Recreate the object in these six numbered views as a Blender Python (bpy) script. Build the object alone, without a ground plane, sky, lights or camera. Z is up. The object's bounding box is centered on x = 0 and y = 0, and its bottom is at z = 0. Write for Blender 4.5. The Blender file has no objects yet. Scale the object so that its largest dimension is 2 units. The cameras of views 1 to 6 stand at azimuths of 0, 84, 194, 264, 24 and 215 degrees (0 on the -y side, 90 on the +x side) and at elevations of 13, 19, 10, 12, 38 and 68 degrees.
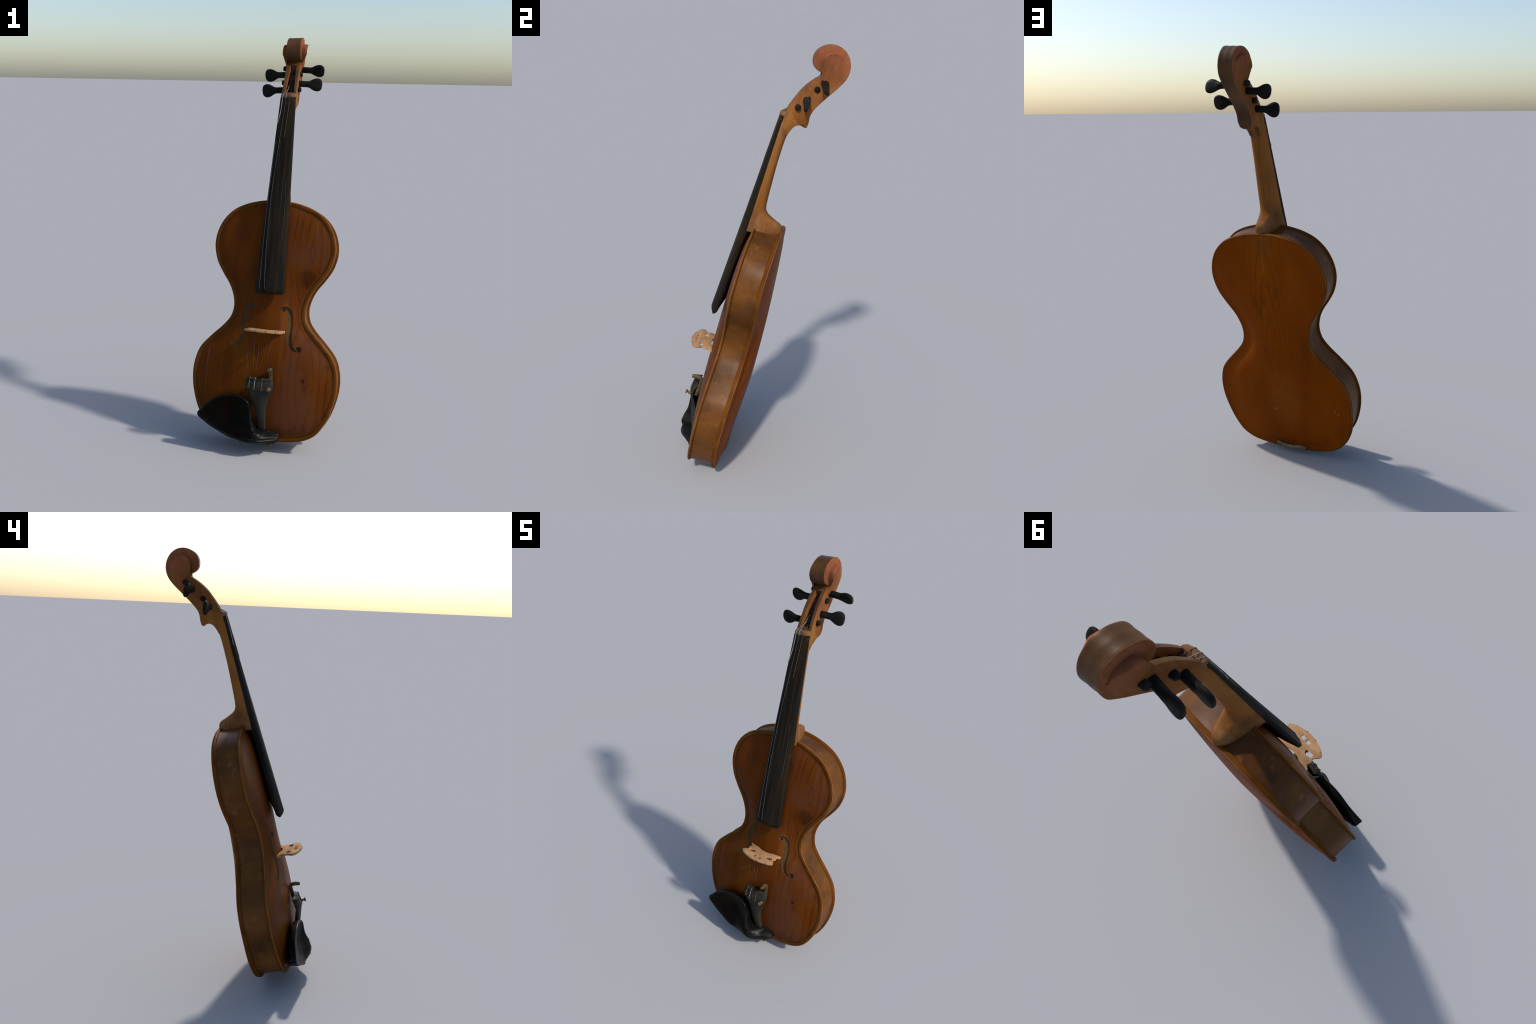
import bpy, bmesh, math, random
from mathutils import Vector, Matrix
from mathutils.bvhtree import BVHTree
random.seed(7)

# ---------------------------------------------------------------- frame
# The violin leans back and is turned a little.  Everything is modelled in its own
# frame: x = right, d = out of the front, u = up along the body (metres), then
# stood up by the parent Empty.  In mesh coordinates that is (x, -d, u).
AX_X = Vector((0.97274792, -0.23146767, -0.01357201))
AX_D = Vector((-0.22123172, -0.94406860, 0.24452199))
AX_U = Vector((0.06941184, 0.23485569, 0.96954876))
ORIGIN = Vector((0.0063, -0.1596, 0.6140))

def V(x, d, u):
    return Vector((x, -d, u))

root = bpy.data.objects.new("violin", None)
bpy.context.scene.collection.objects.link(root)
ROT = Matrix((AX_X, -AX_D, AX_U)).transposed()
BASE = Vector((0.0, 0.06, -0.57))                 # foot of the body, in mesh coordinates
root.matrix_world = Matrix.Translation(ORIGIN + ROT @ BASE) @ ROT.to_4x4()
root["label"] = "old brown cornerless violin leaning back, with black chin rest"
root["category"] = "violin"

def obj(name, mesh, mats, parent=None, smooth=None, stuff=False):
    ob = bpy.data.objects.new(name, mesh)
    bpy.context.scene.collection.objects.link(ob)
    par = parent or root
    ob.parent = par
    if par is root:
        ob.location = -BASE
    for m in mats:
        mesh.materials.append(m)
    if smooth is not None:
        for p in mesh.polygons:
            p.use_smooth = True
        if smooth < 179:
            mesh.set_sharp_from_angle(angle=math.radians(smooth))
    if stuff:
        ob["kind"] = "stuff"
    return ob

def empty(name, parent=None):
    ob = bpy.data.objects.new(name, None)
    bpy.context.scene.collection.objects.link(ob)
    ob.parent = parent or root
    if ob.parent is root:
        ob.location = -BASE
    return ob

# ---------------------------------------------------------------- small maths
def lerp(a, b, t):
    return a + (b - a) * t

def clamp(x, a=0.0, b=1.0):
    return max(a, min(b, x))

def sstep(a, b, x):
    t = clamp((x - a) / (b - a))
    return t * t * (3 - 2 * t)

def table(tab, x):
    """smooth (monotone cubic) lookup in a short profile table sorted by x"""
    if x <= tab[0][0]:
        return tab[0][1]
    if x >= tab[-1][0]:
        return tab[-1][1]
    n = len(tab)
    sl = [(tab[i + 1][1] - tab[i][1]) / (tab[i + 1][0] - tab[i][0]) for i in range(n - 1)]
    m = [sl[0]] + [0 if sl[i - 1] * sl[i] <= 0 else 2 * sl[i - 1] * sl[i] / (sl[i - 1] + sl[i]) for i in range(1, n - 1)] + [sl[-1]]
    for i in range(n - 1):
        if x <= tab[i + 1][0]:
            h = tab[i + 1][0] - tab[i][0]
            t = (x - tab[i][0]) / h
            return ((2 * t**3 - 3 * t**2 + 1) * tab[i][1] + (t**3 - 2 * t**2 + t) * h * m[i]
                    + (-2 * t**3 + 3 * t**2) * tab[i + 1][1] + (t**3 - t**2) * h * m[i + 1])

def spline(pts, n, closed=False):
    """Catmull-Rom through the points, n samples per span"""
    out = []
    k = len(pts)
    spans = k if closed else k - 1
    for i in range(spans):
        g = lambda j: Vector(pts[j % k]) if closed else Vector(pts[clamp(j, 0, k - 1)])
        p0, p1, p2, p3 = g(i - 1), g(i), g(i + 1), g(i + 2)
        # centripetal-ish tangents keep uneven spacing tidy
        l0, l1, l2 = [(a - b).length + 1e-6 for a, b in ((p1, p0), (p2, p1), (p3, p2))]
        m1 = (p2 - p0) * (l1 / (l0 + l1)) if l0 > 1e-5 else (p2 - p1)
        m2 = (p3 - p1) * (l1 / (l1 + l2)) if l2 > 1e-5 else (p2 - p1)
        for s in range(n):
            t = s / n
            out.append((2 * t**3 - 3 * t**2 + 1) * p1 + (t**3 - 2 * t**2 + t) * m1
                       + (-2 * t**3 + 3 * t**2) * p2 + (t**3 - t**2) * m2)
    if not closed:
        out.append(Vector(pts[-1]))
    return out

def resample(pts, n):
    L = [0.0]
    for a, b in zip(pts, pts[1:]):
        L.append(L[-1] + (b - a).length)
    out, j = [], 0
    for i in range(n):
        s = L[-1] * i / (n - 1)
        while j < len(L) - 2 and L[j + 1] < s:
            j += 1
        t = (s - L[j]) / max(L[j + 1] - L[j], 1e-9)
        out.append(pts[j].lerp(pts[j + 1], t))
    return out

def loft(rings, closed=True, cap=True, name="loft"):
    me = bpy.data.meshes.new(name)
    bm = bmesh.new()
    R = [[bm.verts.new(p) for p in r] for r in rings]
    n = len(rings[0])
    for a, b in zip(R, R[1:]):
        for i in range(n if closed else n - 1):
            j = (i + 1) % n
            bm.faces.new((a[i], a[j], b[j], b[i]))
    if cap:
        bm.faces.new(R[0][::-1])
        bm.faces.new(R[-1])
    bmesh.ops.remove_doubles(bm, verts=bm.verts, dist=1e-6)
    bmesh.ops.recalc_face_normals(bm, faces=bm.faces)
    bm.to_mesh(me)
    bm.free()
    return me

def tube(path, rad, name="tube", sides=10):
    """round bar along a path of Vectors; rad is a number or a function of 0..1"""
    rings = []
    n = len(path)
    up = Vector((0.31, 0.53, 0.79))
    for i, p in enumerate(path):
        t = (path[min(i + 1, n - 1)] - path[max(i - 1, 0)]).normalized()
        a = t.cross(up).normalized()
        b = t.cross(a)
        r = rad(i / (n - 1)) if callable(rad) else rad
        rings.append([p + r * (math.cos(q) * a + math.sin(q) * b)
                      for q in (2 * math.pi * k / sides for k in range(sides))])
    return loft(rings, name=name)

def join_meshes(meshes, name):
    me = bpy.data.meshes.new(name)
    bm = bmesh.new()
    for m in meshes:
        bm.from_mesh(m)
    bm.to_mesh(me)
    bm.free()
    return me

def prism(poly, lo, hi, name, axis="d"):
    """poly of (x,u) extruded over d (axis 'd'), lo/hi numbers or functions of (x,u)"""
    f = lambda h, p: h(p[0], p[1]) if callable(h) else h
    r0 = [V(p[0], f(lo, p), p[1]) for p in poly]
    r1 = [V(p[0], f(hi, p), p[1]) for p in poly]
    return loft([r0, r1], name=name)

def boolean(target, cutter_mesh, cutter_mat=None, op="DIFFERENCE", selfcut=False):
    cut = bpy.data.objects.new("cutter", cutter_mesh)
    bpy.context.scene.collection.objects.link(cut)
    cut.parent = target.parent
    cut.location = target.location
    if cutter_mat:
        cutter_mesh.materials.append(cutter_mat)
    m = target.modifiers.new("cut", "BOOLEAN")
    m.operation = op
    m.solver = "EXACT"
    m.use_self = selfcut
    m.object = cut
    if cutter_mat:
        m.material_mode = "TRANSFER"
    bpy.context.view_layer.update()
    dg = bpy.context.evaluated_depsgraph_get()
    new = bpy.data.meshes.new_from_object(target.evaluated_get(dg))
    old = target.data
    if len(new.polygons) < len(old.polygons) * 0.7:       # exact solver gave up: try again
        bpy.data.meshes.remove(new)
        m.use_self = True
        bpy.context.view_layer.update()
        new = bpy.data.meshes.new_from_object(target.evaluated_get(bpy.context.evaluated_depsgraph_get()))
    target.modifiers.clear()
    target.data = new
    bpy.data.objects.remove(cut)
    bpy.data.meshes.remove(old)
    return target

# ---------------------------------------------------------------- materials
class Nodes:
    def __init__(self, name):
        self.m = bpy.data.materials.new(name)
        self.m.use_nodes = True
        self.t = self.m.node_tree
        self.b = self.t.nodes["Principled BSDF"]
        self.co = self.t.nodes.new("ShaderNodeTexCoord").outputs["Object"]
    def n(self, kind, **kw):
        nd = self.t.nodes.new("ShaderNode" + kind)
        for k, v in kw.items():
            setattr(nd, k, v)
        return nd
    def link(self, a, b):
        self.t.links.new(a, b)
    def put(self, sock, v):
        if isinstance(v, bpy.types.NodeSocket):
            self.link(v, sock)
        else:
            sock.default_value = v
    def math(self, op, a, b=0.0, c=None, clampit=False):
        nd = self.n("Math", operation=op, use_clamp=clampit)
        self.put(nd.inputs[0], a)
        self.put(nd.inputs[1], b)
        if c is not None:
            self.put(nd.inputs[2], c)
        return nd.outputs[0]
    def xyz(self):
        s = self.n("SeparateXYZ")
        self.link(self.co, s.inputs[0])
        return s.outputs
    def noise(self, scale, stretch=(1, 1, 1), detail=3.0, rough=0.55, dist=0.0, off=(0, 0, 0)):
        mp = self.n("Mapping")
        self.link(self.co, mp.inputs[0])
        mp.inputs["Scale"].default_value = stretch
        mp.inputs["Location"].default_value = off
        nd = self.n("TexNoise")
        self.link(mp.outputs[0], nd.inputs["Vector"])
        nd.inputs["Scale"].default_value = scale
        nd.inputs["Detail"].default_value = detail
        nd.inputs["Roughness"].default_value = rough
        nd.inputs["Distortion"].default_value = dist
        return nd.outputs["Fac"]
    def ramp(self, fac, stops, interp="LINEAR"):
        nd = self.n("ValToRGB")
        self.link(fac, nd.inputs[0])
        r = nd.color_ramp
        r.interpolation = interp
        while len(r.elements) < len(stops):
            r.elements.new(0.5)
        for e, (p, c) in zip(r.elements, stops):
            e.position = p
            e.color = (c, c, c, 1) if isinstance(c, (int, float)) else (*c, 1)
        return nd.outputs["Color"]
    def smooth(self, v, a, b):
        nd = self.n("MapRange", interpolation_type="SMOOTHSTEP")
        self.put(nd.inputs["Value"], v)
        nd.inputs["From Min"].default_value = a
        nd.inputs["From Max"].default_value = b
        return nd.outputs["Result"]
    def mix(self, fac, a, b, mode="MIX"):
        nd = self.n("Mix", data_type="RGBA", blend_type=mode)
        nd.clamp_factor = True
        self.put(nd.inputs["Factor"], fac)
        for s, v in ((nd.inputs[6], a), (nd.inputs[7], b)):
            self.put(s, v if isinstance(v, bpy.types.NodeSocket) else (*v, 1))
        return nd.outputs[2]
    def spot(self, x, u, rx, ru, soft=0.25):
        """elliptical patch around (x,u): 1 inside, 0 outside, edge broken by noise"""
        s = self.xyz()
        a = self.math("DIVIDE", self.math("SUBTRACT", s[0], x), rx)
        b = self.math("DIVIDE", self.math("SUBTRACT", s[2], u), ru)
        r = self.math("ADD", self.math("MULTIPLY", a, a), self.math("MULTIPLY", b, b))
        r = self.math("ADD", r, self.math("MULTIPLY", self.noise(22, detail=4), 0.9))
        return self.smooth(r, 1.45 + soft, 1.45 - soft * 3)
    def finish(self, color, rough=0.45, bump=None, strength=0.2, dist=0.002, spec=0.4, coat=0.0, metal=0.0, gloss=0.06, tint=None):
        if tint:
            color = self.mix(1.0, color, tint, "MULTIPLY")
        self.put(self.b.inputs["Base Color"], color if isinstance(color, bpy.types.NodeSocket) else (*color, 1))
        self.put(self.b.inputs["Roughness"], rough)
        self.b.inputs["Specular IOR Level"].default_value = spec * gloss
        self.b.inputs["Coat Weight"].default_value = 0.0
        self.b.inputs["Coat Roughness"].default_value = 0.25
        self.b.inputs["Metallic"].default_value = metal
        if bump is not None:
            bp = self.n("Bump")
            bp.inputs["Strength"].default_value = strength
            bp.inputs["Distance"].default_value = dist
            self.link(bump, bp.inputs["Height"])
            self.link(bp.outputs[0], self.b.inputs["Normal"])
        return self.m

def grain_lines(N, coord, period, wob, wob_scale, stretch, sharp=3.0):
    """thin dark lines where coord passes multiples of the period"""
    w = N.math("MULTIPLY", N.math("SUBTRACT", N.noise(wob_scale, stretch, detail=2), 0.5), wob)
    s = N.math("SINE", N.math("MULTIPLY", N.math("ADD", coord, w), 2 * math.pi / period))
    s = N.math("MULTIPLY_ADD", s, 0.5, 0.5)
    return N.math("POWER", s, sharp)

def make_belly(name):
    N = Nodes(name)
    x, y, u = N.xyz()
    base = N.ramp(N.noise(3.0, (1.2, 1, 0.7), detail=3),
                  [(0.30, (0.155, 0.052, 0.010)), (0.5, (0.235, 0.083, 0.013)), (0.70, (0.285, 0.112, 0.016))])
    red = N.smooth(N.noise(4.5, (1, 1, 0.5), off=(3, 1, 2)), 0.48, 0.68)
    base = N.mix(N.math("MULTIPLY", red, 0.5), base, (0.24, 0.062, 0.018))
    # fine straight spruce grain
    fine = grain_lines(N, x, 0.0085, 0.012, 4.0, (1, 1, 0.25), 2.0)
    amp = N.math("MULTIPLY_ADD", N.smooth(N.noise(5.0, (2.5, 1, 0.3), off=(7, 0, 0)), 0.35, 0.65), 0.70, 0.28)
    base = N.mix(N.math("MULTIPLY", N.math("MULTIPLY", fine, amp), 0.95), base, (0.085, 0.022, 0.005))
    # wide flame-shaped growth rings on the treble side
    def ell(cx, cu, rx, ru):
        a = N.math("DIVIDE", N.math("SUBTRACT", x, cx), rx)
        b = N.math("DIVIDE", N.math("SUBTRACT", u, cu), ru)
        return N.math("SQRT", N.math("ADD", N.math("MULTIPLY", a, a), N.math("MULTIPLY", b, b)))
    g = N.math("MINIMUM", ell(0.205, -0.265, 0.036, 0.165), ell(0.195, 0.365, 0.032, 0.16))
    wide = grain_lines(N, g, 0.95, 1.5, 4.5, (1.2, 1, 0.45), 7.0)
    side = N.math("MULTIPLY", N.smooth(x, 0.035, 0.10), N.smooth(N.noise(7, off=(0, 4, 0)), 0.30, 0.55))
    base = N.mix(N.math("MULTIPLY", N.math("MULTIPLY", wide, side), 0.60), base, (0.075, 0.020, 0.010))
    rosy = N.math("MULTIPLY", N.smooth(x, 0.0, 0.12), N.smooth(N.noise(4.0, (1, 1, 0.7), detail=4, off=(2, 9, 4)), 0.36, 0.60))  # pinkish sheen on the treble half, tinted into the wood colour
    base = N.mix(N.math("MULTIPLY", rosy, 0.65), base, (0.185, 0.088, 0.085))
    # old dirt and rubbed spots
    dirt = N.smooth(N.noise(9.0, (1.3, 1, 0.8), detail=5, off=(1, 2, 5)), 0.57, 0.75)
    base = N.mix(N.math("MULTIPLY", dirt, 0.45), base, (0.055, 0.026, 0.014))
    base = N.mix(N.math("MULTIPLY", N.spot(0.185, 0.235, 0.045, 0.05), 0.55), base, (0.045, 0.020, 0.010))
    base = N.mix(N.math("MULTIPLY", N.spot(-0.17, 0.44, 0.05, 0.06), 0.28), base, (0.060, 0.030, 0.022))
    base = N.mix(N.math("MULTIPLY", N.spot(0.20, -0.26, 0.011, 0.012), 0.8), base, (0.045, 0.016, 0.012))
    base = N.mix(N.math("MULTIPLY", N.spot(0.085, 0.03, 0.02, 0.09), 0.55), base, (0.36, 0.13, 0.055))
    scr = N.smooth(N.noise(60, (1.6, 1, 0.35), detail=2, off=(5, 5, 5)), 0.735, 0.79)
    base = N.mix(N.math("MULTIPLY", scr, 0.45), base, (0.36, 0.20, 0.10))
    return N.finish(base, N.math("MULTIPLY_ADD", N.noise(14, detail=4), 0.2, 0.32),
                    bump=N.noise(60, (3, 1, 0.3), detail=3), strength=0.12, dist=0.0012, spec=0.6, tint=(0.52, 0.39, 0.20))

def make_back(name):
    N = Nodes(name)
    x, y, u = N.xyz()
    base = N.ramp(N.noise(2.6, (1.4, 1, 0.6), detail=3, off=(4, 4, 1)),
                  [(0.32, (0.21, 0.066, 0.008)), (0.5, (0.27, 0.086, 0.008)), (0.70, (0.31, 0.118, 0.010))])
    red = N.smooth(N.noise(4.5, (1, 1, 0.7), detail=4, off=(9, 1, 2)), 0.50, 0.64)
    base = N.mix(N.math("MULTIPLY", red, 0.45), base, (0.24, 0.066, 0.012))
    fine = grain_lines(N, x, 0.0100, 0.014, 3.5, (1, 1, 0.3), 2.5)
    amp = N.noise(5.0, (2.5, 1, 0.4), off=(2, 0, 0))
    base = N.mix(N.math("MULTIPLY", N.math("MULTIPLY", fine, amp), 0.75), base, (0.11, 0.030, 0.005))
    a = N.math("DIVIDE", N.math("SUBTRACT", x, 0.0), 0.05)
    b = N.math("DIVIDE", N.math("SUBTRACT", u, 0.05), 0.33)
    r = N.math("SQRT", N.math("ADD", N.math("MULTIPLY", a, a), N.math("MULTIPLY", b, b)))
    rings = grain_lines(N, r, 0.45, 0.8, 4.0, (1, 1, 0.5), 4.0)
    base = N.mix(N.math("MULTIPLY", N.math("MULTIPLY", rings, N.smooth(N.math("ABSOLUTE", x), 0.15, 0.04)), 0.40), base, (0.16, 0.045, 0.008))
    base = N.mix(N.math("MULTIPLY", N.spot(-0.02, -0.27, 0.10, 0.19, 0.45), 0.60), base, (0.27, 0.115, 0.035))
    scr = N.smooth(N.noise(48, (1.2, 1, 0.8), detail=5, off=(5, 5, 5)), 0.60, 0.68)
    worn = N.math("MAXIMUM", N.spot(0.03, -0.30, 0.09, 0.10, 0.4), N.spot(-0.30, -0.34, 0.03, 0.12, 0.4))
    base = N.mix(N.math("MULTIPLY", N.math("MULTIPLY", scr, worn), 0.8), base, (0.42, 0.26, 0.14))
    dirt = N.smooth(N.noise(7.0, (1.3, 1, 0.8), detail=5, off=(6, 2, 5)), 0.58, 0.75)
    base = N.mix(N.math("MULTIPLY", dirt, 0.55), base, (0.10, 0.042, 0.014))
    seam = N.smooth(N.math("ABSOLUTE", N.math("ADD", x, N.math("MULTIPLY_ADD", N.noise(9, (1, 1, 0.4)), 0.016, -0.006))), 0.006, 0.001)
    seam = N.math("MULTIPLY", seam, N.smooth(u, 0.30, 0.50))
    base = N.mix(N.math("MULTIPLY", seam, 0.45), base, (0.26, 0.17, 0.11))
    base = N.mix(N.math("MULTIPLY", N.spot(0.0, 0.56, 0.08, 0.06, 0.4), 0.5), base, (0.19, 0.095, 0.045))
    return N.finish(base, N.math("MULTIPLY_ADD", N.noise(14, detail=4), 0.25, 0.33),
                    bump=N.noise(60, (3, 1, 0.3), detail=3), strength=0.10, dist=0.0012, spec=0.35, tint=(0.78, 0.52, 0.19))

def make_varnish(name, dark, mid, light, dirtcol, stretch=(1, 1, 0.35), scale=6.0, spec=0.4, dirt_amt=0.5, streak=0.3, rough=0.5, tint=None, scuff=0.0):
    N = Nodes(name)
    base = N.ramp(N.noise(scale, stretch, detail=4), [(0.30, dark), (0.5, mid), (0.70, light)])
    fine = N.noise(scale * 13, stretch, detail=3, off=(2, 8, 1))
    base = N.mix(N.math("MULTIPLY", N.smooth(fine, 0.45, 0.72), streak), base, dark)
    dirt = N.smooth(N.noise(8.5, (1, 1, 1), detail=5, off=(1, 7, 5)), 0.52, 0.72)
    base = N.mix(N.math("MULTIPLY", dirt, dirt_amt), base, dirtcol)
    if scuff:
        grime = N.smooth(N.noise(5.5, (1, 1, 0.8), detail=5, off=(4, 3, 8)), 0.50, 0.68)
        base = N.mix(N.math("MULTIPLY", grime, scuff), base, (0.060, 0.040, 0.026))
        pale = N.smooth(N.noise(19, (1, 1, 0.6), detail=5, off=(14, 3, 8)), 0.60, 0.74)
        base = N.mix(N.math("MULTIPLY", pale, scuff * 0.8), base, (0.46, 0.31, 0.19))
    return N.finish(base, N.math("MULTIPLY_ADD", N.noise(12, detail=4), 0.25, rough - 0.1),
                    bump=N.noise(45, stretch, detail=3), strength=0.15, dist=0.0015, spec=spec, tint=tint)

BELLY = make_belly("spruce_varnish")
BACK = make_back("maple_back_varnish")
RIB = make_varnish("rib_varnish", (0.135, 0.062, 0.020), (0.225, 0.112, 0.030), (0.32, 0.165, 0.045), (0.10, 0.060, 0.032),
                   stretch=(0.7, 0.35, 1.0), scale=7.0, dirt_amt=0.6, spec=2.0, rough=0.38, tint=(0.49, 0.36, 0.26), scuff=0.55)
EDGE = make_varnish("plate_edge_varnish", (0.19, 0.070, 0.018), (0.28, 0.115, 0.026), (0.36, 0.165, 0.045), (0.12, 0.05, 0.02), stretch=(1, 1, 1), scale=9, tint=(0.40, 0.31, 0.19))
EDGE_LINE = make_varnish("pale_edge_line", (0.27, 0.12, 0.035), (0.40, 0.20, 0.075), (0.50, 0.28, 0.12), (0.20, 0.09, 0.03), stretch=(1, 1, 1), scale=14, tint=(0.48, 0.40, 0.32))  # paler line along the plate rim
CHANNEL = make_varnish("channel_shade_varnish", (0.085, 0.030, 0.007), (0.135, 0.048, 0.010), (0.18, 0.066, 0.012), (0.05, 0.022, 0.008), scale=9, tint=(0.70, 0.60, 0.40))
PURFLING = make_varnish("purfling_inlay", (0.022, 0.011, 0.005), (0.040, 0.019, 0.008), (0.075, 0.032, 0.011), (0.020, 0.012, 0.008), scale=12)
SCROLL_BACK = make_varnish("scroll_back_varnish", (0.070, 0.034, 0.014), (0.115, 0.058, 0.022), (0.18, 0.088, 0.030), (0.07, 0.045, 0.030), stretch=(1, 1, 1), scale=9, dirt_amt=0.5, spec=2.5, rough=0.38, tint=(0.66, 0.58, 0.52))
CAVITY = make_varnish("pegbox_cavity", (0.060, 0.028, 0.018), (0.105, 0.048, 0.028), (0.20, 0.095, 0.04), (0.05, 0.03, 0.025), stretch=(1, 1, 0.4), scale=14)
F_LIT = make_varnish("f_hole_painted_lit", (0.092, 0.060, 0.032), (0.145, 0.096, 0.050), (0.195, 0.130, 0.068), (0.075, 0.048, 0.026), scale=12, spec=0.1, rough=0.8, dirt_amt=0.3, tint=(0.52, 0.45, 0.36))

def make_carved(name):
    """neck, pegbox and scroll: one piece of maple, golden at the neck, redder at the scroll, grey and rubbed at the heel"""
    N = Nodes(name)
    x, y, u = N.xyz()
    n1 = N.noise(9, (1.6, 1.6, 0.25), detail=4)
    neck = N.ramp(n1, [(0.30, (0.27, 0.100, 0.018)), (0.5, (0.37, 0.150, 0.028)), (0.70, (0.45, 0.200, 0.050))])
    head = N.ramp(N.noise(8, (1, 1, 0.7), detail=4, off=(3, 1, 1)), [(0.30, (0.25, 0.090, 0.022)), (0.5, (0.34, 0.130, 0.034)), (0.70, (0.42, 0.170, 0.052))])
    heel = N.ramp(N.noise(13, (1, 1, 0.7), detail=4, off=(6, 1, 1)), [(0.30, (0.19, 0.085, 0.026)), (0.5, (0.31, 0.135, 0.036)), (0.72, (0.43, 0.21, 0.075))])
    wob = N.math("MULTIPLY", N.math("SUBTRACT", N.noise(14, detail=3), 0.5), 0.12)
    uu = N.math("ADD", u, wob)
    base = N.mix(N.smooth(uu, 1.10, 1.24), neck, head)
    base = N.mix(N.math("MULTIPLY", N.smooth(uu, 1.34, 1.40), 0.5), base, (0.42, 0.135, 0.060))
    base = N.mix(N.smooth(uu, 0.72, 0.64), base, heel)
    streak = N.smooth(N.noise(30, (2.2, 2.2, 0.12), detail=3, off=(2, 8, 1)), 0.48, 0.70)
    base = N.mix(N.math("MULTIPLY", streak, 0.40), base, (0.21, 0.075, 0.014))
    dirt = N.smooth(N.noise(10, detail=5, off=(1, 7, 5)), 0.54, 0.74)
    base = N.mix(N.math("MULTIPLY", dirt, 0.50), base, (0.13, 0.070, 0.038))
    pale = N.smooth(N.noise(16, (1, 1, 0.5), detail=4, off=(11, 7, 5)), 0.60, 0.76)
    base = N.mix(N.math("MULTIPLY", pale, 0.50), base, (0.54, 0.32, 0.16))
    return N.finish(base, 0.6, bump=N.noise(45, (1, 1, 0.4), detail=3), strength=0.15, dist=0.0015, tint=(0.60, 0.575, 0.72))

SCROLL = make_carved("carved_maple")

FFAINT = make_varnish("dark_f_hole", (0.050, 0.032, 0.014), (0.078, 0.050, 0.021), (0.105, 0.068, 0.030), (0.04, 0.026, 0.013), scale=12, spec=0.1, rough=0.8, dirt_amt=0.3)

def make_board(name):
    N = Nodes(name)
    base = N.ramp(N.noise(22, (3.2, 1, 0.10), detail=3), [(0.30, (0.013, 0.012, 0.011)), (0.55, (0.026, 0.022, 0.018)), (0.75, (0.050, 0.040, 0.028))])
    brown = N.smooth(N.noise(9, (4.0, 1, 0.18), detail=2, off=(3, 3, 3)), 0.52, 0.68)
    base = N.mix(N.math("MULTIPLY", brown, 0.6), base, (0.050, 0.031, 0.012))
    x, y, u = N.xyz()
    base = N.mix(N.math("MULTIPLY", N.smooth(x, -0.015, -0.05), 0.35), base, (0.034, 0.038, 0.042))
    spk = N.smooth(N.noise(70, (1, 1, 0.6), detail=1, off=(8, 3, 1)), 0.73, 0.78)
    base = N.mix(N.math("MULTIPLY", spk, 0.35), base, (0.13, 0.10, 0.07))
    return N.finish(base, N.math("MULTIPLY_ADD", N.noise(18, (3, 1, 0.2)), 0.3, 0.30), bump=N.noise(40, (3, 1, 0.12), detail=2), strength=0.15, dist=0.0012, spec=0.35, tint=(0.58, 0.55, 0.50))

BOARD = make_board("ebony_board")
EBONY = make_varnish("ebony", (0.009, 0.009, 0.009), (0.017, 0.016, 0.015), (0.034, 0.032, 0.027), (0.028, 0.026, 0.022), stretch=(1, 1, 1), scale=14, spec=0.5, dirt_amt=0.4, rough=0.40, tint=(0.70, 0.70, 0.66))
TAIL = make_varnish("tailpiece_ebony", (0.020, 0.021, 0.020), (0.034, 0.034, 0.031), (0.055, 0.052, 0.045), (0.05, 0.046, 0.038), stretch=(2.5, 1, 0.3), scale=12, spec=0.45, dirt_amt=0.4, rough=0.42, tint=(0.80, 0.78, 0.68))

def make_lacquer(name):
    N = Nodes(name)
    base = N.ramp(N.noise(9, detail=5), [(0.38, (0.010, 0.0085, 0.002)), (0.5, (0.006, 0.005, 0.004)), (0.62, (0.014, 0.004, 0.002))])
    base = N.mix(N.math("MULTIPLY", N.smooth(N.noise(55, detail=3), 0.55, 0.75), 0.35), base, (0.024, 0.023, 0.020))
    return N.finish(base, N.math("MULTIPLY_ADD", N.noise(25, detail=3), 0.15, 0.24), spec=0.5, gloss=0.09, tint=(0.34, 0.34, 0.30))

LACQUER = make_lacquer("black_lacquer")
GREY_LACQUER = make_varnish("greyed_black_lacquer", (0.006, 0.006, 0.005), (0.013, 0.013, 0.012), (0.032, 0.032, 0.030), (0.030, 0.029, 0.026), stretch=(0.6, 1, 1.6), scale=24, spec=1.8, dirt_amt=0.35, rough=0.34, tint=(0.42, 0.42, 0.39))  # black lifted to grey, averaging in the bracket's glossy highlight streaks

def make_bridge(name):
    N = Nodes(name)
    base = N.ramp(N.noise(25, (1, 1, 1), detail=4), [(0.3, (0.40, 0.245, 0.125)), (0.55, (0.50, 0.315, 0.165)), (0.75, (0.56, 0.37, 0.205))])
    fleck = N.smooth(N.noise(110, (0.35, 1, 1.6), detail=2), 0.58, 0.72)
    base = N.mix(N.math("MULTIPLY", fleck, 0.35), base, (0.32, 0.18, 0.085))
    return N.finish(base, 0.65, bump=N.noise(90), strength=0.15, dist=0.001, spec=0.25, tint=(0.76, 0.69, 0.66))

BRIDGE = make_bridge("pale_maple")
NUTMAT = make_varnish("worn_nut", (0.16, 0.085, 0.045), (0.26, 0.14, 0.07), (0.36, 0.20, 0.10), (0.09, 0.07, 0.055), stretch=(1, 1, 1), scale=30, dirt_amt=0.6, tint=(0.72, 0.66, 0.60))

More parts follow.
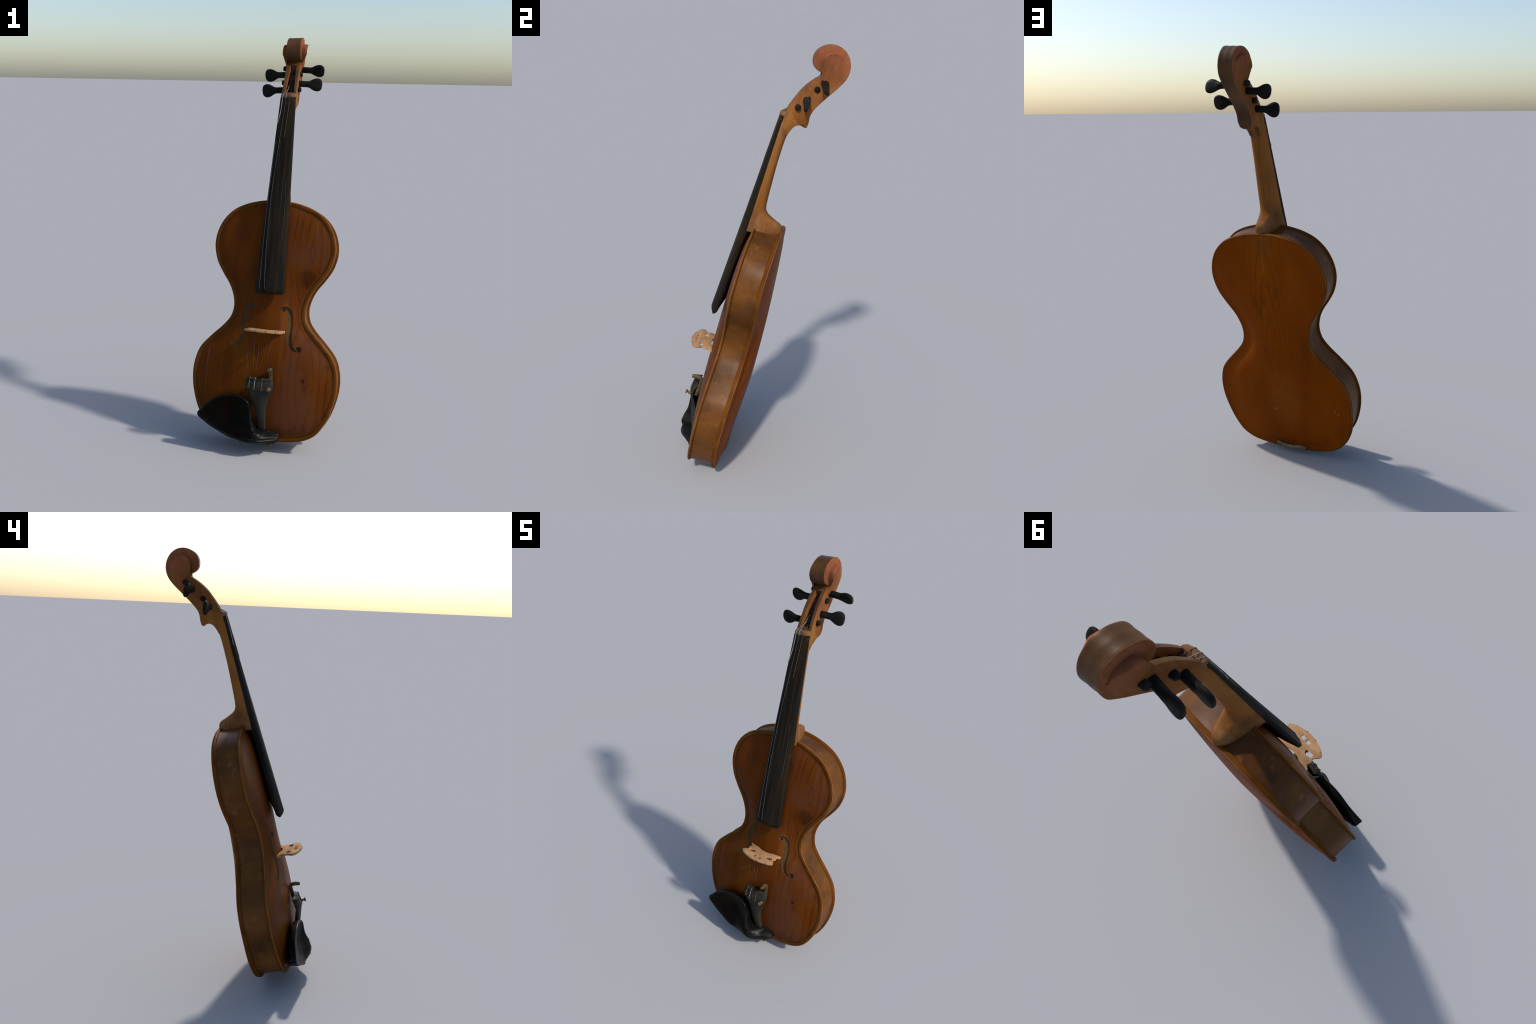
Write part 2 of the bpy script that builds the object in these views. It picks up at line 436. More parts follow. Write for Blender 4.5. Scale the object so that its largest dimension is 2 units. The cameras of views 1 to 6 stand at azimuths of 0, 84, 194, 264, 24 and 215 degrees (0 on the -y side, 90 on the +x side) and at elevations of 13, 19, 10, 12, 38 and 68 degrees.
def make_metal(name, a, b, metal=0.6, rough=0.5):
    N = Nodes(name)
    base = N.ramp(N.noise(60, detail=4), [(0.35, a), (0.65, b)])
    return N.finish(base, rough, metal=metal, bump=N.noise(120), strength=0.1, dist=0.0005)

BRASS = make_metal("tarnished_brass", (0.050, 0.038, 0.018), (0.115, 0.085, 0.040), 0.2)
COPPER = make_metal("copper_knob", (0.10, 0.052, 0.028), (0.19, 0.105, 0.060), 0.2)
STEEL = make_metal("string_steel", (0.17, 0.17, 0.17), (0.29, 0.285, 0.27), 0.2, 0.5)
GUT = make_metal("string_gut", (0.07, 0.045, 0.022), (0.12, 0.08, 0.04), 0.0, 0.6)
DULLSTRING = make_metal("dark_string", (0.032, 0.034, 0.037), (0.058, 0.060, 0.062), 0.0, 0.6)
TRACE = make_metal("string_trace", (0.10, 0.050, 0.045), (0.15, 0.080, 0.075), 0.0, 0.5)
YELLOW = make_metal("string_winding_thread", (0.13, 0.095, 0.025), (0.20, 0.15, 0.05), 0.0, 0.6)
BONE = make_metal("pale_clamp_bar", (0.13, 0.088, 0.050), (0.21, 0.150, 0.090), 0.0, 0.6)

# ---------------------------------------------------------------- body outline
HALF = [(0.0, 0.606), (0.056, 0.603), (0.105, 0.595), (0.162, 0.578), (0.217, 0.549), (0.264, 0.500), (0.293, 0.437),
        (0.301, 0.370), (0.284, 0.297), (0.250, 0.238), (0.209, 0.180), (0.186, 0.128), (0.177, 0.075), (0.188, 0.020),
        (0.221, -0.027), (0.281, -0.088), (0.334, -0.152), (0.357, -0.222), (0.361, -0.290), (0.350, -0.362),
        (0.321, -0.445), (0.276, -0.512), (0.222, -0.546), (0.162, -0.561), (0.100, -0.568), (0.0, -0.571)]
_h = resample(spline([(p[0], p[1], 0) for p in HALF], 12), 141)
_h[0].x = 0.0
_h[-1].x = 0.0
OUT = [(p.x, p.y) for p in _h] + [(-p.x, p.y) for p in _h[-2:0:-1]]     # closed, clockwise from the top
NO = len(OUT)

def inward(i):
    a, b = Vector(OUT[i - 1]), Vector(OUT[(i + 1) % NO])
    t = (b - a).normalized()
    return Vector((t.y, -t.x))

INW = [inward(i) for i in range(NO)]
_c = Vector((0, 0.0))
if (Vector(OUT[60]) + INW[60] * 0.02).x > OUT[60][0]:
    INW = [-n for n in INW]

OUT = [(p[0] - n.x * 0.0045, p[1] - n.y * 0.0045) for p, n in zip(OUT, INW)]

def half_width(u):
    best = 0.05
    for (x0, u0), (x1, u1) in zip(HALF, HALF[1:]):
        if u1 <= u <= u0:
            best = lerp(x0, x1, (u - u0) / (u1 - u0 + 1e-9))
    return best

def long_arch(u, up=0.665, down=0.585):
    c = -0.04
    return max(0.0, 1 - (abs(u - c) / (up if u > c else down)) ** 2.1)

EDGE_D = [0.0, 0.0025, 0.007, 0.013, 0.0175, 0.0195, 0.0235, 0.0255, 0.030, 0.040]
def plate_rings(height, edge_prof, arch):
    """rings of (x, d, u) from the rim to the middle line"""
    rings = []
    for k, e in enumerate(EDGE_D):
        rings.append([(OUT[i][0] + INW[i].x * e, edge_prof(e), OUT[i][1] + INW[i].y * e) for i in range(NO)])
    steps = 16
    last = rings[-1]
    for s in range(1, steps + 1):
        t = s / steps
        ring = []
        for i in range(NO):
            x0, _, u0 = last[i]
            cu = clamp(u0, -0.470, 0.500)
            x, u = lerp(x0, 0.0, t), lerp(u0, cu, t)
            ring.append((x, arch(x, u, t), u))
        rings.append(ring)
    return rings

def plate(name, surf, sign, thick, mats, bands):
    """closed plate: arched outer face, rounded rim, flat inner face"""
    me = bpy.data.meshes.new(name)
    bm = bmesh.new()
    R = [[bm.verts.new(warp(p)) for p in ring] for ring in surf]
    rim0 = surf[0]
    d0 = rim0[0][1]
    W = []
    for inset, dd in ((-0.0008, 0.35), (0.0, 0.75), (0.0035, 1.0), (0.05, 1.0)):
        row = [(OUT[i][0] + INW[i].x * inset, OUT[i][1] + INW[i].y * inset) for i in range(NO)]
        row = [swell(*p) for p in row] if sign < 0 else row
        W.append([bm.verts.new(warp((x, d0 - sign * thick * dd - (sink(x, u) if sign < 0 else 0.0), u))) for x, u in row])
    W.append([bm.verts.new(V(0, d0 - sign * thick, clamp(OUT[i][1], -0.47, 0.5))) for i in range(NO)])
    def strip(a, b, mat):
        for i in range(NO):
            j = (i + 1) % NO
            f = bm.faces.new((a[i], a[j], b[j], b[i]))
            f.material_index = mat
    for k, (a, b) in enumerate(zip(R, R[1:])):
        strip(a, b, bands(k))
    chain = [R[0]] + W
    for k, (a, b) in enumerate(zip(chain, chain[1:])):
        strip(a, b, 1)
    inner = [v for ring in R[len(EDGE_D):] for v in ring]
    keep = set(inner)
    bmesh.ops.remove_doubles(bm, verts=bm.verts, dist=1e-5)
    bmesh.ops.dissolve_degenerate(bm, edges=bm.edges, dist=1e-6)
    keep = [v for v in keep if v.is_valid]
    for _ in range(7):                                   # even out the arching
        new = [(v, sum(e.other_vert(v).co.y for e in v.link_edges) / len(v.link_edges)) for v in keep]
        for v, y in new:
            v.co.y = v.co.y * 0.4 + y * 0.6
    bmesh.ops.recalc_face_normals(bm, faces=bm.faces)
    bm.to_mesh(me)
    bm.free()
    return me

body = empty("body")

def warp(p):
    """old bodies pull out of true: the treble edge stands a little forward of the bass edge"""
    x, d, u = p
    return V(x, d + 0.055 * x * abs(x), u)

H_TOP, H_BACK = 0.0385, 0.0358
def edge_top(e):
    return table([(0, -0.0045), (0.0025, -0.001), (0.007, 0.0006), (0.013, 0.0008), (0.0175, 0.0004),
                  (0.0215, -0.0004), (0.0255, 0.0004), (0.030, 0.0020), (0.040, 0.0054)], e)

def arch_t(t):
    w = (1 - t) * 0.97
    return (1 - w * w) ** 0.84

A0 = arch_t(0)
def belly_arch(x, u, t):
    return 0.0048 + H_TOP * long_arch(u) * (arch_t(t) - A0) / (1 - A0) + 0.003 * min(1, t * 4)

def belly_height(x, u):
    """front surface height at (x,u), for things laid on it"""
    hit = BELLY_TREE.ray_cast(V(x, 0.5, u), Vector((0, 1, 0)))[0]
    return -hit.y if hit else 0.0

def edge_back(e):
    return -0.1315 - table([(0, -0.0035), (0.0025, 0.0), (0.007, 0.0012), (0.013, 0.0012), (0.0215, 0.0008), (0.030, 0.002), (0.040, 0.004)], e)

def back_arch(x, u, t):
    return -0.1355 - H_BACK * long_arch(u, 0.60, 0.575) * (arch_t(t) - A0) / (1 - A0) - 0.003 * min(1, t * 4)

def swell(x, u):
    """the back plate runs a few millimetres longer at the foot and fuller at the bass corner"""
    k = 0.011 * sstep(-0.15, -0.33, x) * sstep(-0.30, -0.42, u) * sstep(-0.58, -0.46, u)
    return x - k, u - 0.006 * sstep(-0.44, -0.57, u) - 0.5 * k

def sink(x, u):
    """the back stands off a little more at the bass waist and along the foot"""
    return 0.0065 * sstep(0.0, -0.16, x) * sstep(0.18, 0.02, u) + 0.007 * sstep(-0.40, -0.56, u) * sstep(-0.16, 0.0, x)

def longer(rings):
    return [[(swell(x, u)[0], d - sink(x, u), swell(x, u)[1]) for x, d, u in ring] for ring in rings]

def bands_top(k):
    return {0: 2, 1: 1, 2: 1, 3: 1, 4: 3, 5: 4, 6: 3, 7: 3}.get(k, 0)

def bands_back(k):
    return {0: 2, 1: 1, 2: 0}.get(k, 0)

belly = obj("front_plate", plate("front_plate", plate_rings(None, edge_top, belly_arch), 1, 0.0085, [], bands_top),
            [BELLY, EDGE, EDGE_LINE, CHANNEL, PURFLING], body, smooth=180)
_bm = bmesh.new()
_bm.from_mesh(belly.data)
BELLY_TREE = BVHTree.FromBMesh(_bm)
_bm.free()
obj("back_plate", plate("back_plate", longer(plate_rings(None, edge_back, back_arch)), -1, 0.016, [], bands_back),
    [BACK, EDGE, EDGE_LINE], body, smooth=180)

# ribs: a band bent round the outline, set in from the plate edges
rr = []
for d, ins in ((-0.008, 0.0085), (-0.014, 0.0105), (-0.04, 0.0112), (-0.066, 0.0115), (-0.09, 0.0112), (-0.110, 0.0105), (-0.118, 0.0085)):
    ins *= 0.80
    rr.append([warp((OUT[i][0] + INW[i].x * ins, d - sink(*OUT[i]) * sstep(-0.05, -0.118, d), OUT[i][1] + INW[i].y * ins)) for i in range(NO)])
obj("rib", loft(rr, name="rib", cap=False), [RIB], body, smooth=180)

# f-holes: sunk slots, the right floor coloured like a lit interior
F_STEM = [(0.078, 0.089, 0.0032), (0.090, 0.0875, 0.0042), (0.1005, 0.077, 0.0075), (0.1085, 0.055, 0.0098), (0.113, 0.020, 0.0108),
          (0.1135, -0.015, 0.0110), (0.1145, -0.048, 0.0105), (0.1205, -0.081, 0.0092), (0.132, -0.104, 0.0068), (0.146, -0.1165, 0.0048),
          (0.158, -0.1205, 0.0040), (0.169, -0.1175, 0.0036)]
F_EYES = [(0.0765, 0.0785, 0.0118), (0.1665, -0.1085, 0.0128)]
def f_cut_meshes(sx, deep0=0.0085):
    """the stem as a bar of square section, the two eyes as round plugs, all following the arching"""
    sp = spline([(a, b, c * (1.22 if sx > 0 else 1.0)) for a, b, c in F_STEM], 5)
    rings = []
    for i, p in enumerate(sp):
        t = (sp[min(i + 1, len(sp) - 1)] - sp[max(i - 1, 0)])
        n = Vector((-t.y, t.x)).normalized()
        ring = []
        for q, h in ((1, -deep0), (0, -deep0), (-1, -deep0), (-1, 0.03), (1, 0.03)):
            x, u = p.x + n.x * p.z * q, p.y + n.y * p.z * q
            ring.append(V(sx * x, belly_height(x, u) + h, u))
        rings.append(ring)
    out = [loft(rings, name="f_cut")]
    for (cx, cu, r), deep in zip(F_EYES, (deep0 * 1.15, deep0 * 1.22)):
        rings = []
        for rad, h in ((0.0002, -deep), (r * 0.5, -deep), (r, -deep), (r, 0.03), (0.0002, 0.03)):
            ring = []
            for k in range(24):
                x, u = cx + rad * math.cos(2 * math.pi * k / 24), cu + rad * math.sin(2 * math.pi * k / 24)
                ring.append(V(sx * x, belly_height(x, u) + h, u))
            rings.append(ring)
        out.append(loft(rings, name="f_cut"))
    return out
for sx in (1, -1):
    for cm in f_cut_meshes(sx, 0.0085 if sx > 0 else 0.0030):
        boolean(belly, cm, F_LIT if sx > 0 else FFAINT)
for p in belly.data.polygons:
    p.use_smooth = True
belly.data.set_sharp_from_angle(angle=math.radians(38))

# ---------------------------------------------------------------- neck group: slightly twisted against the body
def tw(x, d, u):
    s = clamp((u - 0.15) / 0.97)
    return V(x + lerp(0.0095, 0.006, s) - 0.0075 * sstep(1.16, 1.42, u), d - lerp(0.055, 0.11, s) * x, u + lerp(0.02, 0.08, s) * x)

def board_half(u):
    return lerp(0.0375, 0.0705, (1.125 - u) / 0.975)
def board_top(u):
    return 0.0185 + (1.118 - u) * 0.0845
def board_low(u):
    return 0.0005 + (1.13 - u) * 0.050 if u > 0.60 else 0.027 + (0.60 - u) * 0.086
def board_keel(u):
    """middle of the underside: sits close over the belly, then sweeps up to the end"""
    if u > 0.603:
        return 0.0
    belly = belly_height(0.0, u) - 0.001
    return max(0.0, board_low(u) - belly) * sstep(0.135, 0.235, u)

def board_ring(u, shrink=0.0, ins=0.0):
    w = board_half(u) - ins
    top, low = board_top(u), board_low(u)
    sag = lerp(0.006, 0.0175, (1.125 - u) / 0.975)
    mid = (top + low) / 2
    pts = []
    for k in range(17):
        a = lerp(-1, 1, k / 16)
        x = w * math.sin(a * math.pi / 2) if False else w * a
        pts.append((x, top - sag * a * a - (0.0025 if abs(a) > 0.99 else 0)))
    for a in (1.0, 0.93, 0.5, 0.0, -0.5, -0.93, -1.0):
        pts.append((w * a, low - board_keel(u) * (1 - abs(a)) ** 0.7 + (0.003 if abs(a) > 0.99 else 0)))
    return [tw(x, lerp(d, mid, shrink), u) for x, d in pts]

rings = []
us = [1.1215 - (1.1215 - 0.166) * k / 60 for k in range(61)]
for u in us:
    rings.append(board_ring(u))
rings += [board_ring(0.162, 0.06, 0.0006), board_ring(0.157, 0.20, 0.002), board_ring(0.152, 0.45, 0.004), board_ring(0.149, 0.75, 0.008)]
board = obj("fingerboard", loft(rings, name="fingerboard"), [BOARD], smooth=40)

NECK_BACK = [(0.585, -0.128), (0.605, -0.1275), (0.622, -0.1255), (0.634, -0.121), (0.642, -0.112), (0.649, -0.097), (0.656, -0.080), (0.664, -0.064), (0.674, -0.046),
             (0.685, -0.036), (0.70, -0.030), (0.73, -0.0272), (0.80, -0.0262), (0.88, -0.0258), (0.96, -0.0278),
             (1.01, -0.0305), (1.04, -0.034), (1.06, -0.039), (1.075, -0.045), (1.088, -0.053), (1.097, -0.064)]
def neck_ring(u):
    back, front = table(NECK_BACK, u), board_low(u) + 0.002
    wf = board_half(u) - 0.0015
    heel = sstep(0.76, 0.62, u)
    w = wf + 0.004 * sstep(0.66, 0.60, u)
    pts = []
    n = 28
    p = lerp(2.1, 3.2, heel)                 # roundness of the D section
    for k in range(n + 1):
        a = math.pi * k / n
        c, s = math.cos(a), math.sin(a)
        cx = math.copysign(abs(c) ** (2 / p), c)
        sy = s ** (2 / p)
        d = lerp(front, back, sy)
        taper = 1 - heel * 0.40 * sy
        pts.append((w * cx * taper, d))
    return [tw(x, d, u) for x, d in pts]
us = [0.585 + 0.005 * k for k in range(28)] + [0.725 + 0.0145 * k for k in range(26)] + [1.095]
us = [u for u in us if u <= 1.096]
nm = loft([neck_ring(u) for u in us], name="neck")
obj("neck", nm, [SCROLL], smooth=60)

# nut
rings = []
for u, top, in ((1.117, 0.012), (1.1195, 0.018), (1.126, 0.0198), (1.134, 0.0185), (1.1405, 0.014), (1.143, 0.006)):
    ring = []
    for k in range(13):
        a = lerp(-1, 1, k / 12)
        ring.append(tw(0.0365 * a, top - 0.006 * a * a - (0.003 if abs(a) > 0.99 else 0), u))
    for a in (1, 0, -1):
        ring.append(tw(0.0365 * a, -0.012, u))
    rings.append(ring)
obj("nut", loft(rings, name="nut"), [NUTMAT], smooth=50)

# ---------------------------------------------------------------- head: pegbox and scroll
HEAD = [(0.0050, 1.047), (0.0035, 1.075), (0.0020, 1.110), (-0.001, 1.140), (-0.006, 1.160), (-0.0165, 1.188), (-0.030, 1.220), (-0.047, 1.255), (-0.076, 1.294), (-0.103, 1.322)]
VOLUTE = [(-0.111, 1.332), (-0.100, 1.337), (-0.085, 1.341), (-0.069, 1.350), (-0.058, 1.366), (-0.0535, 1.393), (-0.062, 1.420), (-0.084, 1.443), (-0.110, 1.456), (-0.140, 1.459),
          (-0.172, 1.448), (-0.196, 1.426), (-0.211, 1.397), (-0.215, 1.366), (-0.209, 1.334)]
SPINE = [(-0.190, 1.298), (-0.170, 1.268), (-0.147, 1.234), (-0.126, 1.201), (-0.111, 1.172), (-0.106, 1.150), (-0.1075, 1.120), (-0.1055, 1.098)]
CHIN = [(-0.098, 1.0935), (-0.088, 1.098), (-0.071, 1.101), (-0.055, 1.092), (-0.043, 1.072), (-0.034, 1.045)]
a = spline([(*p, 0) for p in HEAD], 3)
b = spline([(*p, 0) for p in [HEAD[-1]] + VOLUTE + SPINE], 3)[3:]
c = spline([(*p, 0) for p in [SPINE[-1]] + CHIN], 2)[1:]
PROF = [(p.x, p.y) for p in a[:-1] + [a[-1]] + b + c]

def head_half(d, u):
    w = table([(1.05, 0.0365), (1.15, 0.0362), (1.25, 0.0345), (1.32, 0.033), (1.36, 0.0365), (1.46, 0.0355)], u)
    w -= 0.009 * sstep(1.10, 1.05, u) * sstep(-0.075, -0.05, d)
    if u < 1.14 and d < -0.065:                    # rounded end of the pegbox back
        w *= math.sqrt(max(0.15, 1 - (clamp((1.135 - u) / 0.045)) ** 2 * sstep(-0.065, -0.095, d)))
    if d < -0.15 or (u < 1.33 and d < -0.1 - 0.35 * (u - 1.17) and d < -0.09):
        w -= 0.002
    return w

def head_mesh():
    bm = bmesh.new()
    Lv = [bm.verts.new((-head_half(d, u), -d, u)) for d, u in PROF]
    Rv = [bm.verts.new((head_half(d, u), -d, u)) for d, u in PROF]
    f1 = bm.faces.new(Lv)
    f2 = bm.faces.new(Rv[::-1])
    n = len(PROF)
    first, last = len(a) + 8, len(PROF) - len(c) - 2       # the run of the volute and the spine
    fr = (-0.72, -0.42, -0.14, 0.14, 0.42, 0.72)
    flute = (0.0003, 0.0013, 0.0004, 0.0004, 0.0013, 0.0003)
    mid = []
    for i, (d, u) in enumerate(PROF):
        t = Vector(PROF[(i + 1) % n]) - Vector(PROF[i - 1])
        nrm = Vector((-t.y, t.x)).normalized()
        if nrm.dot(Vector((-0.135 if u > 1.3 else -0.06, 1.39 if u > 1.3 else u)) - Vector((d, u))) < 0:
            nrm = -nrm
        k = sstep(first, first + 6, i) * sstep(last, last - 8, i)
        w = head_half(d, u)
        mid.append([bm.verts.new((w * f, -(d + nrm.x * g * k), u + nrm.y * g * k)) for f, g in zip(fr, flute)])
    for i in range(n):
        j = (i + 1) % n
        A, B = [Lv[i]] + mid[i] + [Rv[i]], [Lv[j]] + mid[j] + [Rv[j]]
        for q in range(len(A) - 1):
            bm.faces.new((A[q], B[q], B[q + 1], A[q + 1])).material_index = 1
    bmesh.ops.recalc_face_normals(bm, faces=bm.faces)
    side_edges = list(set(f1.edges) | set(f2.edges))
    bmesh.ops.bevel(bm, geom=side_edges, offset=0.0050, segments=3, profile=0.5, affect="EDGES", clamp_overlap=True)
    # split the long band quads so that it can bulge a little
    me = bpy.data.meshes.new("pegbox")
    bmesh.ops.triangulate(bm, faces=[f for f in bm.faces if len(f.verts) > 4])
    bm.to_mesh(me)
    bm.free()
    return me

hm = head_mesh()
pegbox = obj("pegbox", hm, [SCROLL, SCROLL_BACK])
CAV = [(0.05, 1.150), (-0.038, 1.152), (-0.060, 1.195), (-0.090, 1.247), (-0.113, 1.284), (-0.100, 1.308), (-0.060, 1.312), (0.0, 1.285)]
def cav_half(u):
    return lerp(0.0225, 0.0150, (u - 1.15) / 0.16)
cavm = loft([[Vector((-cav_half(u), -d, u)) for d, u in CAV], [Vector((cav_half(u), -d, u)) for d, u in CAV]], name="cavity")
boolean(pegbox, cavm, CAVITY)
for p in pegbox.data.polygons:                 # side walls recoloured with lighter wood for the light falling on them
    if p.material_index == 2 and abs(p.normal.x) > 0.8:
        p.material_index = 0
# twist the whole head like the neck
for v in pegbox.data.vertices:
    v.co = tw(v.co.x, -v.co.y, v.co.z)
for p in pegbox.data.polygons:
    p.use_smooth = True
pegbox.data.set_sharp_from_angle(angle=math.radians(35))

# split the volute off as its own part (same surface, shared border)
def split_part(ob, test, name):
    me2 = ob.data.copy()
    for me, keep in ((ob.data, False), (me2, True)):
        bm = bmesh.new()
        bm.from_mesh(me)
        kill = [f for f in bm.faces if test(f.calc_center_median()) != keep]
        bmesh.ops.delete(bm, geom=kill, context="FACES")
        bm.to_mesh(me)
        bm.free()
    ob2 = bpy.data.objects.new(name, me2)
    bpy.context.scene.collection.objects.link(ob2)
    ob2.parent = ob.parent
    ob2.location = ob.location
    return ob2

# cheeks: the raised eye of the volute running down into the pegbox sides
EYE = [(-0.110, 1.338), (-0.104, 1.350), (-0.097, 1.368), (-0.095, 1.388), (-0.099, 1.406), (-0.111, 1.420), (-0.131, 1.4265), (-0.152, 1.424), (-0.170, 1.416), (-0.185, 1.404)]
FOOT = [(-0.098, 1.312), (-0.108, 1.292), (-0.128, 1.270), (-0.155, 1.272), (-0.175, 1.288), (-0.192, 1.312), (-0.203, 1.340), (-0.206, 1.362), (-0.203, 1.385), (-0.196, 1.402)]
EYE_S = resample(spline([(*p, 0) for p in EYE], 6), 40)
FOOT_S = resample(spline([(*p, 0) for p in FOOT], 6), 40)
def cheek(sx):
    rows = []
    T = 14
    prof = [(0.0, 0.0), (0.0, 0.5), (0.0, 0.90), (0.035, 1.0)] + [(k / T, None) for k in range(1, T + 1)]
    for t, wall in prof:
        row = []
        for i in range(40):
            s = i / 39
            p = EYE_S[i].lerp(FOOT_S[i], t)
            rise = 0.0245 * sstep(-0.05, 0.22, s) * sstep(1.02, 0.62, s)
            if wall is not None:
                h = 0.030 + (0.0065 + rise) * wall
            else:
                h = 0.0335 + 0.003 * (1 - t) + rise * (1 - t) ** 1.25 - 0.004 * max(0, t - 0.8) / 0.2
            row.append(tw(sx * h, p.x, p.y))
        rows.append(row)
    return loft(rows, closed=False, cap=False, name="scroll_cheek")
scroll_m = join_meshes([cheek(1), cheek(-1)], "scroll_eye")
scroll = empty("scroll")
obj("scroll_eye", scroll_m, [SCROLL], scroll, smooth=50)
vol = split_part(pegbox, lambda c: (c.z > 1.333 - 0.25 * (c.y - 0.11)), "volute")
vol.parent = scroll
vol.location = (0, 0, 0)

# ---------------------------------------------------------------- tuning pegs
def peg_mesh(axis_from, axis_to, wdir, end_len):
    A, B = V(*axis_from), V(*axis_to)
    ax = (B - A)
    L = ax.length
    ax.normalize()
    w = V(0, *wdir)
    w = (w - w.dot(ax) * ax).normalized()
    b = ax.cross(w)
    T = 1.10
    st = [(-end_len - 0.0015, .006, .006), (-end_len, 0.0098, 0.0098), (-end_len + 0.003, 0.0115, 0.0115), (-end_len + 0.012, .0118, .0118),
          (0.0, 0.0122, 0.0122), (L * 0.28, 0.0142, 0.0142), (L * 0.50, 0.0138, 0.0138), (L * 0.57, 0.0150, 0.0138), (L * 0.64, 0.0205, 0.0135),
          (L * 0.72, 0.0268, 0.0130), (L * 0.80, 0.0300, 0.0126), (L * 0.87, 0.0300, 0.0120), (L * 0.93, 0.0270, 0.0112), (L * 0.97, 0.0222, 0.0098),
          (L * 0.99, 0.0165, 0.0075), (L, 0.0090, 0.0045)]
    rings = []
    for s, ra, rb in st:
        hollow = 0.22 if ra > 0.019 else 0.0
        ring = []
        for k in range(24):
            q = 2 * math.pi * k / 24
            c, sn = math.cos(q), math.sin(q)
            k2 = 1 - hollow * (1 - c * c) * (0.5 + 0.5 * math.cos(2 * q) * -1)
            ring.append(A + ax * s + w * (T * ra * c) + b * (T * rb * sn * k2))
        rings.append(ring)
    return loft(rings, name="tuning_peg")
PEGS = [((0.003, -0.0725, 1.213), (0.154, -0.0915, 1.213), (0.0, 1.0), 0.050),
        ((0.000, -0.1330, 1.300), (0.152, -0.1410, 1.296), (0.63, 0.78), 0.058),
        ((0.006, -0.0500, 1.174), (-0.140, -0.0500, 1.164), (0.30, 0.95), 0.050),
        ((0.000, -0.1100, 1.267), (-0.147, -0.1170, 1.259), (0.45, 0.89), 0.046)]
for a0, b0, wd, el in PEGS:
    obj("tuning_peg", peg_mesh(a0, b0, wd, el), [EBONY], smooth=60)

# ---------------------------------------------------------------- bridge
def flat_shape(name, loops, half_thick, bevel):
    """flat board with holes: tessellated faces, walls, softened edges"""
    from mathutils.geometry import tessellate_polygon
    L3 = [[Vector((p[0], p[1], 0)) for p in lp] for lp in loops]
    tris = tessellate_polygon(L3)
    flat = [p for lp in L3 for p in lp]
    bm = bmesh.new()
    F = [bm.verts.new((p.x, p.y, half_thick)) for p in flat]
    B = [bm.verts.new((p.x, p.y, -half_thick)) for p in flat]
    for t in tris:
        bm.faces.new([F[i] for i in t])
        bm.faces.new([B[i] for i in t[::-1]])
    base = 0
    rim = []
    for lp in loops:
        n = len(lp)
        for i in range(n):
            a, b = base + i, base + (i + 1) % n
            bm.faces.new((F[a], F[b], B[b], B[a]))
            rim += [(F[a], F[b]), (B[a], B[b])]
        base += n
    bmesh.ops.recalc_face_normals(bm, faces=bm.faces)
    es = [bm.edges.get(p) for p in rim]
    bmesh.ops.bevel(bm, geom=[e for e in es if e], offset=bevel, segments=2, profile=0.5, affect="EDGES", clamp_overlap=True)
    me = bpy.data.meshes.new(name)
    bm.to_mesh(me)
    bm.free()
    return me

BR = [(-0.088, 0.036), (-0.086, 0.044), (-0.077, 0.050), (-0.073, 0.057), (-0.0775, 0.066), (-0.0775, 0.076), (-0.0735, 0.081), (-0.0735, 0.088), (-0.080, 0.095),
      (-0.087, 0.102), (-0.091, 0.111), (-0.089, 0.120), (-0.078, 0.1285), (-0.050, 0.1415), (-0.020, 0.149), (0.012, 0.151), (0.042, 0.146), (0.068, 0.1385),
      (0.088, 0.1305), (0.0965, 0.122), (0.0965, 0.112), (0.0915, 0.103), (0.085, 0.095), (0.0795, 0.089), (0.0795, 0.082), (0.0840, 0.077), (0.0845, 0.067), (0.0795, 0.057),
      (0.084, 0.050), (0.092, 0.045), (0.094, 0.036), (0.090, 0.028), (0.062, 0.032), (0.045, 0.036), (0.046, 0.041), (0.040, 0.047), (0.025, 0.053), (0.004, 0.055),
      (-0.018, 0.052), (-0.034, 0.046), (-0.040, 0.040), (-0.038, 0.036), (-0.055, 0.032), (-0.085, 0.028)]
br = [(p.x, p.y) for p in spline([(*p, 0) for p in BR], 3, closed=True)]
def bean(cx, cy, rx, ry, dent, flip=1):
    out = []
    for k in range(28):
        q = 2 * math.pi * k / 28
        r = 1 - dent * math.exp(-((q - math.pi / 2) / 0.45) ** 2)
        out.append((cx + rx * r * math.cos(q), cy + flip * ry * r * math.sin(q)))
    return out
holes = [bean(-0.047, 0.0895, 0.0185, 0.0125, 0.30), bean(0.056, 0.0935, 0.0185, 0.0125, 0.30), bean(-0.0130, 0.1215, 0.0105, 0.0095, 0.3), bean(0.0160, 0.1225, 0.0105, 0.0095, 0.3)]
bm_ = flat_shape("bridge", [br] + holes, 0.0052, 0.0013)
for v in bm_.vertices:
    x, d, z = v.co
    thin = lerp(1.15, 0.80, clamp((d - 0.03) / 0.12))
    v.co = V(x, d, -0.0315 + z * thin)
obj("bridge", bm_, [BRIDGE], smooth=35)
# dark string notches pressed in the crown of the bridge
ms = []
for x, d in ((-0.077, 0.1275), (-0.028, 0.1468), (0.020, 0.1500), (0.0665, 0.1385)):
    ms.append(tube([V(x, d - 0.001, -0.0366), V(x, d - 0.0004, -0.0315), V(x, d - 0.001, -0.0264)], 0.0016, "notch", 8))
obj("string_notch", join_meshes(ms, "string_notch"), [EBONY], smooth=60)

